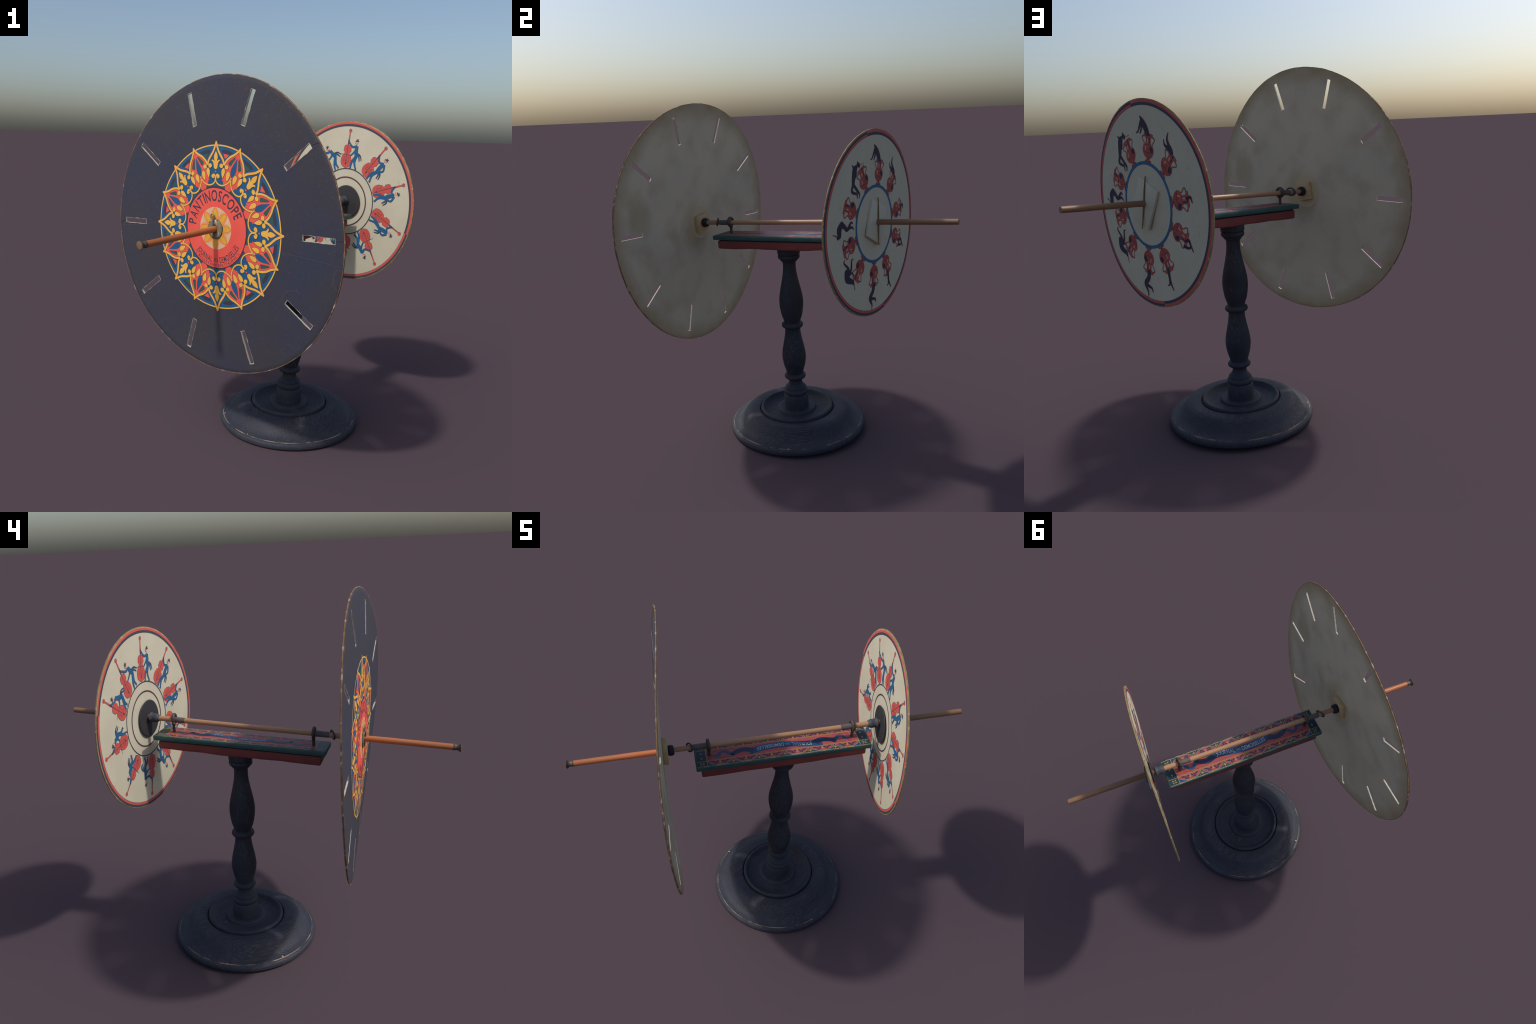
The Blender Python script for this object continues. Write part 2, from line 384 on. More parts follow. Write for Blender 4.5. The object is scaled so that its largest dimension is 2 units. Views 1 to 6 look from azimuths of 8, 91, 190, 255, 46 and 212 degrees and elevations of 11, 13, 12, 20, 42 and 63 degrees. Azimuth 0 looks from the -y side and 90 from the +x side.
# ---- board
BX = Vector((-.5013, -.8125, -.0508)).normalized(); BY = Vector((.8511, -.5251, 0)).normalized(); BZ = BX.cross(BY)
BOARD = frame((.4030, .466, 1.2463), BX, BY, BZ)
BL, BW = .9590, .0905
def wobbly_slab(name, x0, x1, hw, z0, z1, mat, seed, amp, sag, parent, rb=.004):
    """plank with rounded, slightly uneven edges"""
    V = []; F = []; n = 60
    r = .004
    sec = [(-hw, z1 - r), (-hw + r * .3, z1 - r * .3), (-hw + r, z1), (hw - r, z1), (hw - r * .3, z1 - r * .3), (hw, z1 - r),
           (hw, z0 + rb), (hw - rb * .3, z0 + rb * .3), (hw - rb, z0), (-hw + rb, z0), (-hw + rb * .3, z0 + rb * .3), (-hw, z0 + rb)]
    m = len(sec)
    xs = [x0, x0 + .002, x0 + .006] + [x0 + (x1 - x0) * i / n for i in range(1, n)] + [x1 - .006, x1 - .002, x1]
    for i, x in enumerate(xs):
        e = .004 if i in (0, len(xs) - 1) else (.0012 if i in (1, len(xs) - 2) else 0)
        for y, z in sec:
            q = noise.noise((x * 9, y * 12, z * 30 + seed)) * amp
            low = (z < (z0 + z1) / 2)
            zz = z + (sag(x) + q * 1.5 if low else 0)
            zz += (e if low else -e)
            V.append((x, y * (1 - e / hw) + q * (.6 if low else .25) * (1 if y > 0 else -1), zz))
    for i in range(len(xs) - 1):
        for k in range(m):
            l = (k + 1) % m; F.append((i * m + k, (i + 1) * m + k, (i + 1) * m + l, i * m + l))
    F.append(tuple(range(m))); F.append(tuple((len(xs) - 1) * m + k for k in range(m))[::-1])
    return add(name, V, F, [mat], parent, matrix=BOARD, sharp=32)
board = wobbly_slab('board', 0, BL, BW, -.027, 0, PLANK, 1., .0012, lambda x: 0, toy)
wobbly_slab('board_spacer', .034, BL - .034, BW - .018, -.036, -.026, WAX, 5., 0, lambda x: 0, toy)
wobbly_slab('board_underside', .027, BL - .026, BW - .013, -.079, -.0340, UNDER, 3., .0030,
            lambda x: -.004 * math.exp(-((x - .42) / .16) ** 2) + .003 - .009 * (x / BL), toy, .009)

bp = Print()
bp.fill([(.006, -.0855), (BL - .006, -.0855), (BL - .006, .0855), (.006, .0855)], B_DARK, 0)
bp.stroke([(.008, -.0835), (BL - .008, -.0835), (BL - .008, .0835), (.008, .0835)], .0022, B_GOLD, 2, True)
bp.fill([(.061, -.042), (BL - .061, -.042), (BL - .061, .042), (.061, .042)], B_RED, 1)
for s in (-1, 1):
    bp.fill([(.061, s * .083), (BL - .061, s * .083), (BL - .061, s * .046), (.061, s * .046)], B_BLUE, 1)
    bp.stroke([(.008, s * .0440), (BL - .008, s * .0440)], .0024, B_GOLD, 3)
    bp.stroke([(.062, s * .0398), (BL - .062, s * .0398)], .0012, B_GOLD, 3)
    for i in range(6):                      # scalloped border: six half rounds on each side
        cx = .061 + (BL - .122) * (i + .5) / 6; w = (BL - .122) / 12
        half = [(cx + w * .93 * cos(t), s * (.046 + .0345 * sin(t))) for t in [pi * k / 18 for k in range(19)]]
        bp.fill(half, B_RED, 2)
        bp.stroke(half, .0022, B_GOLD, 4)
        bp.stroke([(cx + (x - cx) * .92, s * .046 + (y - s * .046) * .90) for x, y in half], .0012, B_NAVY, 4)
        for d in (-1, 1):                   # leaf scrolls
            bp.stroke(spline([(cx + d * .006, s * .052), (cx + d * .020, s * .060), (cx + d * .034, s * .055), (cx + d * .050, s * .049)], 5),
                      [.004 + .006 * abs(sin(k * .7)) for k in range(16)], B_NAVY, 3)
            bp.stroke(spline([(cx + d * .012, s * .066), (cx + d * .022, s * .070), (cx + d * .033, s * .064)], 5),
                      [.003 + .005 * abs(sin(k * .8)) for k in range(11)], B_NAVY, 3)
            bp.dot((cx + d * .022, s * .060), .0022, B_RED, 4)
        bp.stroke([(cx, s * .048), (cx, s * .070)], [.003, .0015], B_GOLD, 5)
        bp.stroke([(cx - .006, s * .0625), (cx + .006, s * .0625)], .003, B_GOLD, 5)
        bp.dot((cx, s * .052), .0042, B_GOLD, 5, .003)
        if i < 5:                           # small cross between the half rounds
            x = cx + w
            bp.fill([(x - .026, s * .0815), (x, s * .0505), (x + .026, s * .0815)], B_DARK, 2)
            bp.stroke([(x - .016, s * .0790), (x, s * .0555), (x + .016, s * .0790)], .0014, B_GOLD, 3)
            for q in range(4):
                a = q * pi / 2
                bp.dot((x + .0052 * cos(a), s * .0690 + .0052 * sin(a)), .0046, B_GOLD, 5, .0022, a)
for x0, x1 in ((.010, .061), (BL - .061, BL - .010)):      # end panels
    xm = (x0 + x1) / 2
    bp.stroke([(.061 if x0 < .1 else BL - .061, -.083), (.061 if x0 < .1 else BL - .061, .083)], .0024, B_GOLD, 3)
    for s in (-1, 1):
        for q in range(4):
            a = pi / 4 + q * pi / 2
            bp.stroke([(xm + .003 * cos(a), s * .063 + .003 * sin(a)), (xm + .010 * cos(a), s * .063 + .010 * sin(a)), (xm + .019 * cos(a), s * .063 + .016 * sin(a))], [.0015, .0055, .001], B_GOLD, 4)
            bp.stroke([(xm + .010 * cos(a - pi / 4), s * .063 + .009 * sin(a - pi / 4)), (xm + .018 * cos(a - pi / 4), s * .063 + .014 * sin(a - pi / 4))], .0012, B_GOLD, 4)
        for q in range(4):
            a = q * pi / 2
            bp.dot((xm + .003 * cos(a), s * .020 + .004 * sin(a)), .0035, B_GOLD, 4, .0016, a)
# ribbon with folded, curling ends
band = spline([(.262, .020), (.340, .013), (.430, -.004), (.520, -.010), (.600, -.002), (.665, .016)], 6)
bp.stroke(band, [.046] * len(band), B_BLUE, 4)
for m0, pts, ws in ((B_NAVY, [(.300, .012), (.262, -.008), (.215, .004), (.185, .026)], [.044, .034, .032, .020]),
                    (B_BLUE, [(.205, .024), (.180, .000), (.165, -.016), (.140, -.014), (.132, .004), (.112, .010), (.082, .000)], [.018, .022, .016, .014, .020, .013, .003]),
                    (B_NAVY, [(.640, .008), (.685, -.010), (.730, -.002), (.762, .022)], [.042, .032, .032, .018]),
                    (B_BLUE, [(.750, .022), (.776, .000), (.796, -.016), (.822, -.010), (.830, .008), (.856, .008), (.890, -.008)], [.018, .022, .016, .014, .020, .013, .003])):
    s = spline(pts, 6); w = [x[0] for x in spline([(v, 0) for v in ws], 6)]
    bp.stroke(s, w, m0, 5)
for x, d in ((.105, 1), (BL - .105, -1)):      # tendrils
    for s in (-1, 1):
        bp.stroke(spline([(x + d * .05, s * .033), (x + d * .025, s * .030), (x + d * .006, s * .022), (x - d * .004, s * .030), (x + d * .006, s * .034), (x + d * .012, s * .029)], 5), .0016, B_NAVY, 4)
        bp.stroke(spline([(x + d * .09, s * .034), (x + d * .06, s * .026), (x + d * .04, s * .034)], 5), .0014, B_NAVY, 4)
# lettering along the ribbon
txt = 'JOURNAL DES DEMOISELLES'; small = {8, 9, 10}
ws = [((glyph(c)[2] if c != ' ' else .16) * (.55 if i in small else 1) + .12) for i, c in enumerate(txt)]
tot = sum(ws); acc = 0
for i, c in enumerate(txt):
    k = .55 if i in small else 1.
    u = (acc + ws[i] / 2) / tot; wid = (ws[i] - .10) / tot * .305; acc += ws[i]
    if c == ' ': continue
    cx = .316 + .305 * u
    j = min(range(len(band)), key=lambda q: abs(band[q][0] - cx)); j = max(1, min(len(band) - 2, j))
    t = (cx - band[j - 1][0]) / (band[j + 1][0] - band[j - 1][0]); cy = band[j - 1][1] + t * (band[j + 1][1] - band[j - 1][1])
    sl = (band[j + 1][1] - band[j - 1][1]) / (band[j + 1][0] - band[j - 1][0])
    v, tr, w = glyph(c); w = w or .1
    bp._put([(cx + (x / w - .5) * wid, cy + sl * (x / w - .5) * wid + (y / .7 - .5) * .026 * k) for x, y in v], tr, B_TEXT, 7)
# pale chipped long edges
for s in (-1, 1):
    for i in range(38):
        x = .03 + random.random() * (BL - .06); l = .004 + .03 * random.random() ** 2
        bp.stroke([(x, s * (.0862 + .0006 * random.random())), (x + l / 2, s * .0868), (x + l, s * .0862)], [.0004, .0016 + .0014 * random.random(), .0004], B_CHIP, 3)
bp.build('board_print', board, lambda x, y, k: (x, y, .0006 + k * Print.STEP))

# ---- axle
A0 = Vector((-.455, -.905, 1.2235)); A1 = Vector((.683, .911, 1.3515)); AD = (A1 - A0).normalized()
def at_y(y): return A0 + (A1 - A0) * ((y + .905) / 1.816)
AX = AD.cross(Vector((0, 0, 1))).normalized(); AZ = AX.cross(AD)
def axle_frame(y): return frame(at_y(y), AX, AZ.cross(AX) * 0 + AD.cross(AX), AD)    # local z runs along the axle towards the rear
def rod_part(name, y0, y1, r, mat, rr=None, n=14, bow=.0006):
    L = (at_y(y1) - at_y(y0)).length
    prof = []
    for i in range(n + 1):
        t = i / n; prof.append(((r + ((rr or r) - r) * t) * (1 + .02 * sin(t * 17 + y0 * 40)), t * L))
    prof = [(prof[0][0] * .8, -.0008)] + prof + [(prof[-1][0] * .8, L + .0008)]
    return lathe(name, prof, mat, toy, axle_frame(y0), 28, .03, 40)
rod_part('axle_rod', -.874, -.484, .0155, ROD_RED, .0160)
rod_part('axle_rod', -.485, .480, .0140, ROD, .0145, 30)
rod_part('axle_rod', .479, .911, .0150, ROD_DARK, .0150)
Lt = (at_y(-.874) - at_y(-.905)).length
lathe('axle_tip', spline([(.012, 0), (.0210, .0005), (.0225, .0025), (.0200, .0065), (.0158, .0120), (.0140, .0180), (.0142, .0250), (.0160, .0310), (.0158, Lt + .002)], 3), TIP, toy, axle_frame(-.905), 28, .05, 50)
lathe('tip_cap', [(.004, -.0015), (.0165, -.0010), (.0200, .0008), (.0200, .0030)], TIP_FACE, toy, axle_frame(-.905), 28, .04, 50)
rod_part('axle_sleeve', -.352, -.283, .0155, LEAD, .0160, 6)
rod_part('axle_sleeve', .330, .392, .0155, LEAD, .0158, 6)
# loose wire ring on the axle
tube('wire_ring', [(.0225 * cos(t), -.003 + .0225 * sin(t), .0125 * cos(t) - .006 * sin(t)) for t in [2 * pi * k / 28 for k in range(28)]], .0046, IRON, toy, 10, axle_frame(-.366), True)
# open eye screws that carry the axle
def eye(y, gap, twist):
    c = at_y(y); pts = []; rr = []
    n = 34
    for i in range(n + 1):
        t = i / n; a = -pi / 2 + (2 * pi - gap) * t
        pts.append((.0255 * cos(a), .0255 * sin(a), twist * t)); rr.append(.0088 if t < .8 else .0088 - .002 * (t - .8) / .2)
    if gap > .3:
        a = -pi / 2 + 2 * pi - gap; q = pts[-1]
        pts.append((q[0] + .006 * cos(a), q[1] + .006 * sin(a), q[2] + .004)); rr.append(.0075)
        pts.append((q[0] + .013 * cos(a), q[1] + .013 * sin(a), q[2] + .008)); rr.append(.0062)
    return tube('eye_screw', pts, rr, IRON, toy, 14, frame(c + Vector((0, 0, .0035)), AX, AD.cross(AX) * -1, -AD))
def stem(y):
    c = at_y(y) + Vector((0, 0, .0035)); u = -(y - .464) / .8517 * 1.0
    prof = spline([(.0110, -.029), (.0096, -.034), (.0084, -.040), (.0080, -.050), (.0084, -.060), (.0084, -.072)], 3)
    lathe('eye_screw_stem', prof[::-1], IRON, toy, frame(c, Vector((1, 0, 0)), Vector((0, 1, 0)), Vector((0, 0, 1))), 18, .05, 50)
eye(-.280, .12, .004); stem(-.280)
eye(.389, .95, .010); stem(.389)

# ------------------------------------------------------------------ discs
def disc_axes(az, el):
    n = Vector((sin(az) * cos(el), -cos(az) * cos(el), sin(el))); x = Vector((0, 0, 1)).cross(n).normalized(); return x, n.cross(x), n

def disc_mesh(name, R, half, warp, mats, matrix, slots=None, rings=30, cols=12, sectors=10, a0=0., rough=.0012, turn=None, edge_ring=.004):
    """card disc with two faces and an edge; slots = (inner radius, outer radius, half width)"""
    rad = [0.004] + [R * (i / rings) for i in range(1, rings)] + [R - edge_ring, R]
    if slots:
        r0, r1, hw = slots
        rad = [r for r in rad if abs(r - r0) > .012 and abs(r - r1) > .012] + [r0, r1]
        rad.sort()
    ang = []                       # per radius: list of angles
    sec = 2 * pi / sectors
    ncol = cols + 1 if slots else cols
    def angles(r):
        out = []
        for s in range(sectors):
            c = a0 + s * sec; c2 = c + sec
            if turn: c += radians(turn[s]); c2 += radians(turn[(s + 1) % sectors])
            if slots:
                e = math.asin(min(.9, hw / min(max(r, r0), r1 + .02)))
                out += [c - e + 0, c + e]
                for k in range(1, cols): out.append(c + e + (c2 - c - 2 * e) * k / cols)
            else:
                for k in range(cols): out.append(c + sec * k / cols)
        return out
    n = len(angles(R)); V = []; F = []; I = []
    for side in (1, -1):
        for r in rad:
            for a in angles(r):
                rr = r
                if r >= R - edge_ring - .0001:
                    rr = r + rough * noise.noise((cos(a) * 22, sin(a) * 22, 3.)) + rough * 1.6 * noise.noise((cos(a) * 3, sin(a) * 3, 8.))
                x, y = rr * sin(a), rr * cos(a)
                jag = 0
                if slots and abs(r - r0) + abs(r - r1) < (r1 - r0) + .001: jag = .0006 * noise.noise((x * 90, y * 90, 1.))
                h = half - (.0015 if r == R else 0)
                V.append((x + jag, y + jag, warp(x, y) + side * h))
    m = len(rad); off = m * n
    def hole(i, k):
        if not slots: return False
        rm = (rad[i] + rad[i + 1]) / 2
        return r0 < rm < r1 and k % (cols + 1) == 0
    for i in range(m - 1):
        for k in range(n):
            l = (k + 1) % n
            a, b, c, d = i * n + k, (i + 1) * n + k, (i + 1) * n + l, i * n + l
            if hole(i, k): continue
            F.append((d, c, b, a)); I.append(2 if i == m - 2 and edge_ring else 0)
            F.append((off + a, off + b, off + c, off + d)); I.append(2 if i == m - 2 and edge_ring else 1)
            if slots:      # walls of the slots
                for (ii, kk, e) in ((i, (k + 1) % n, (d, c)), (i, (k - 1) % n, (b, a)), (i + 1, k, (c, b)), (i - 1, k, (a, d))):
                    if 0 <= ii < m - 1 and hole(ii, kk):
                        p, q = e; F.append((p, q, off + q, off + p)); I.append(3)
    F.append(tuple(range(n))[::-1]); I.append(0); F.append(tuple(off + k for k in range(n))); I.append(1)
    for k in range(n):
        l = (k + 1) % n; a = (m - 1) * n + k; b = (m - 1) * n + l
        F.append((a, b, off + b, off + a)); I.append(2)
    # the first ring of the rim gets the edge colour on both faces
    ob = add(name, V, F, mats, toy, I, matrix=matrix, sharp=40)
    bm = bmesh.new(); bm.from_mesh(ob.data); bmesh.ops.recalc_face_normals(bm, faces=bm.faces); bm.to_mesh(ob.data); bm.free()
    return ob

# ---- front viewing disc
HF = .0040
def warpF(a, b):
    return (.0289 * (a * a - b * b) + .0654 * a * b - .0124 * (a * a + b * b) - .0093 * a ** 3 + .0237 * a * a * b - .0178 * a * b * b - .0030 * b ** 3
            + .0070 * math.exp(-(a * a / .07 + b * b / .14)) + .0025 * math.exp(-((b - .38) ** 2 / .03 + a * a / .12)) - .008 * (max(0, b - .40) / .345) ** 2)
fx, fy, fn = disc_axes(-.5553, -.0028)
FRONT = frame((-.1906, -.4880, 1.2537), fx, fy, fn)
SLOT_TURN = [.33, .06, -.63, -.38, .56, .39, .03, -.88, -.17, .18]      # each slot sits a little off its mark (degrees)
viewing = disc_mesh('viewing_disc', .7450, HF, warpF, [NAVY_PAPER, CARD_BACK, DISC_EDGE, SLOT_EDGE], FRONT, (.526, .6955, .0134), a0=radians(16.62), turn=SLOT_TURN, edge_ring=.0025)
def surfF(x, y, k): return (x, y, warpF(x, y) + HF + .0006 + k * Print.STEP)

MC = (-.004, .0015); ROT = -1.55
def mp_(r, d, th): return pol(r, d + th + ROT, MC)
def motif(name, draw):
    p = Print(); draw(p); return p.build(name, viewing, surfF)

def ground(p):
    p.ring(.190, .4045, BLUE, 0, c=MC, steps=8)
    p.ring(.4035, .4105, GOLD, 1, c=MC, steps=1); p.ring(.4100, .4117, INK, 1, c=MC, steps=1)
    p.ring(.199, .2085, INK, 1, c=MC, steps=1)
motif('printed_ground', ground)

def outlined(p, pts, mat, coat, w=.0035):
    p.stroke(pts, w, INK, coat - .5, True); p.fill(pts, mat, coat)

def ogee(p, th, side, half, low, field, edge_out=RED):
    """pointed arch: tip outside the ring, flanks curving in to the trefoils"""
    right = spline([mp_(r, d, th) for r, d in side], 5); left = spline([mp_(r, -d, th) for r, d in side], 5)
    low_pts = [mp_(low, d * half, th) for d in (1, .7, .35, 0, -.35, -.7, -1)]
    p.fill(right + low_pts + left[::-1][:-1], field, 1)
    for s in (right, left):
        n = len(s); w = [.0105 if 3 < i < n - 4 else .0075 for i in range(n)]
        p.stroke(s, [x + .0035 for x in w], INK, 5); p.stroke(s, [x + .0012 for x in w], edge_out, 5.5)
        p.stroke(s, w, GOLD, 6)
    return left, right

def leafshape(c_r, c_d, th, length, width, lean=0.):
    """pointed drop hanging from (c_r, c_d) towards the centre"""
    pts = []
    for t, w in ((0, .25), (.15, .8), (.35, 1), (.6, .8), (.85, .3), (1, .0)):
        pts.append((c_r - length * t, w * width / 2))
    P1 = [mp_(r, c_d + lean * (c_r - r) + math.degrees(w / r), th) for r, w in pts]
    P2 = [mp_(r, c_d + lean * (c_r - r) - math.degrees(w / r), th) for r, w in pts]
    return spline(P1, 3) + spline(P2[::-1], 3)[:-1]

for k in range(16):
    th = k * 22.5
    if k % 2 == 0:
        def fleur(p, th=th):
            ogee(p, th, [(.4260, 0), (.4080, .75), (.3940, 1.5), (.3775, 2.8), (.3620, 4.8), (.3480, 7.0), (.3346, 8.8), (.3187, 9.9), (.3064, 10.4)], 10.4, .215, BLUE)
            bud = [(.379, 0), (.366, 1.3), (.350, 2.2), (.335, 1.6), (.327, .9)]
            outlined(p, spline([mp_(r, d, th) for r, d in bud] + [mp_(r, -d, th) for r, d in bud[::-1]], 3), GOLD, 6)
            cup = [(.334, 5.2), (.330, 3.9), (.318, 2.8), (.300, 2.3), (.292, 1.0), (.292, -1.0), (.300, -2.3), (.318, -2.8), (.330, -3.9), (.334, -5.2), (.339, -3.6), (.331, -1.6), (.328, 0), (.331, 1.6), (.339, 3.6)]
            outlined(p, spline([mp_(r, d, th) for r, d in cup], 2), GOLD, 6.2)
            p.dot(mp_(.280, 0, th), .0058, INK, 5); p.dot(mp_(.280, 0, th), .0048, RED, 6)
            p.fill([mp_(.2085, d, th) for d in (-8.5, 0, 8.5)] + [mp_(.222, 5, th), mp_(.232, 0, th), mp_(.222, -5, th)], BLUE, 2.5)
            for s in (-1, 1):
                p.dot(mp_(.258, s * 3.5, th), .0142, INK, 6.5, .0122, radians(-th)); p.dot(mp_(.258, s * 3.5, th), .0125, GOLD, 7, .0105, radians(-th))
                p.stroke(spline([mp_(.238, s * .5, th), mp_(.252, s * .5, th), mp_(.264, s * 1.6, th), mp_(.267, s * 3.2, th)], 4), [.006] * 6 + [.0075] * 7, GOLD, 7.2)
                p.stroke(spline([mp_(.243, s * 2.0, th), mp_(.252, s * 1.9, th), mp_(.258, s * 2.7, th)], 4), [.005] * 3 + [.0035] * 3 + [.002] * 3, INK, 7.6)
        motif('fleur_petal', fleur)
    else:
        def leaf(p, th=th):
            ogee(p, th, [(.4230, 0), (.4080, .6), (.3920, 2.2), (.3790, 4.0), (.3680, 6.2), (.3540, 8.5), (.3380, 10.5), (.3230, 11.7), (.3060, 12.1)], 12.1, .240, RED, INK)
            blue = [(.372, 0), (.352, 1.0), (.332, 2.2), (.310, 3.1), (.292, 2.7), (.274, 0)]
            p.fill(spline([mp_(r, d, th) for r, d in blue] + [mp_(r, -d, th) for r, d in blue[-2:0:-1]], 3, True), BLUE, 3)
            for s in (-1, 1):
                slv = [(.373, s * 1.8), (.354, s * 4.8), (.333, s * 7.6), (.326, s * 6.4), (.322, s * 4.9), (.338, s * 3.8), (.356, s * 2.4)]
                outlined(p, spline([mp_(r, d, th) for r, d in slv], 2, True), GREEN, 3, .003)
            # red lobes that run down to the scallop line, and green behind it
            p.fill([mp_(.204, d, th) for d in (-4, 0, 4)] + [mp_(.222, 6.5, th), mp_(.250, 0, th), mp_(.222, -6.5, th)], RED, 2.6)
            for s in (-1, 1):
                p.fill(spline([mp_(.250, 0, th), mp_(.226, s * 5, th), mp_(.222, s * 8.5, th), mp_(.238, s * 10.2, th), mp_(.262, s * 10.8, th), mp_(.285, s * 6, th)], 3, True), RED, 2.2)
                p.fill([mp_(.2085, s * 5, th), mp_(.2085, s * 13.5, th), mp_(.226, s * 11.5, th), mp_(.222, s * 7, th)], GREEN, 2.1)
                eg = [(.294, 4.2), (.291, 6.6), (.274, 7.6), (.254, 6.4), (.247, 4.6), (.256, 3.6), (.270, 2.6), (.284, 2.6)]
                outlined(p, spline([mp_(r, s * d, th) for r, d in eg], 3, True), GOLD, 6.8)
            p.dot(mp_(.268, 0, th), .0068, INK, 7.2); p.dot(mp_(.268, 0, th), .0050, CREAM_INK, 7.4)
        motif('leaf_petal', leaf)
def scrolls(p):
    """scalloped gold line that runs from stem to stem below the petals"""
    for k in range(16):
        th = k * 22.5; nx = 1 if k % 2 == 0 else -1
        a = [(.247, .3), (.232, .9), (.2205, 4.4), (.2165, 8.8), (.2195, 13.5), (.232, 18.2), (.246, 21.0), (.262, 22.3)]
        pts = spline([mp_(r, d if nx > 0 else 22.5 - d, th) for r, d in a], 4)
        p.stroke(pts, .0100, INK, 6); p.stroke(pts, .0072, GOLD, 6.6)
motif('gold_scroll', scrolls)
for k in range(16):
    th = (k // 2) * 45 + (10.4 if k % 2 == 0 else 34.6)
    def tref(p, th=th):
        outlined(p, leafshape(.303, 0, th, .052, .023), GOLD, 7.4)
        for s in (-1, 1):
            p.dot(mp_(.3105, s * 3.25, th), .0142, INK, 7.6, .0122, radians(-th)); p.dot(mp_(.3105, s * 3.25, th), .0128, GOLD, 7.8, .0108, radians(-th))
        p.dot(mp_(.309, 0, th), .0070, INK, 8); p.dot(mp_(.309, 0, th), .0054, BLUE, 8.2)
    motif('trefoil', tref)
    def spandrel(p, th=th, k=k):
        s = 1 if k % 2 == 0 else -1          # the longer corner points to the red petal
        p.fill([mp_(.384, -4.9 * s, th), mp_(.3885, -1.5 * s, th), mp_(.3890, 2.5 * s, th), mp_(.386, 6.8 * s, th), mp_(.364, 1.9 * s, th), mp_(.3440, 0, th), mp_(.364, -2.2 * s, th)], INK, 2)
        p.fill([mp_(.370, -2.6 * s, th), mp_(.3705, 3.4 * s, th), mp_(.3460, 0, th)], RED if k % 2 == 0 else GREEN, 3)
    motif('spandrel', spandrel)

def roundel(p):
    p.ring(.004, .1995, RED, 8.5, c=MC, steps=8)
    p.ring(.004, .1055, CREAM_INK, 9.2, c=MC, steps=4)
    for k in range(8):
        th = k * 45
        def pet(sc, wd):
            side = [(.1045 if sc > .95 else .099, 0), (.1030 * (.9 + .1 * sc), 3 * wd), (.096, 8 * wd), (.082, 14 * wd), (.062, 19.5 * wd), (.040, 22 * wd)]
            return spline([mp_(r, d, th) for r, d in side] + [mp_(r, -d, th) for r, d in side[:0:-1]], 3, True)
        p.fill(pet(1., 1.12), RED, 9.8 + .05 * k); p.fill(pet(.98, 1.0), YELLOW, 10.4 + .05 * k)
        p.stroke(pet(.92, .62), .0026, RED, 11.2, True)
motif('printed_flower', roundel)
def words(p):
    p.arc_text('PANTINOSCOPE', .1625, .054, -89 + ROT + 2, 68 + ROT + 2, INK, 10.2, c=MC, squeeze=.92)
    p.arc_text('JOURNAL DES DEMOISELLES', .1605, .030, 360 - 133, 116, INK, 10.2, True, c=MC, small={8, 9, 10}, squeeze=.9)
    p.arc_text('1, BOULEVARD DES ITALIENS. 1.', .1868, .013, 360 - 136, 124, INK, 10.2, True, c=MC, squeeze=.85)
motif('lettering', words)

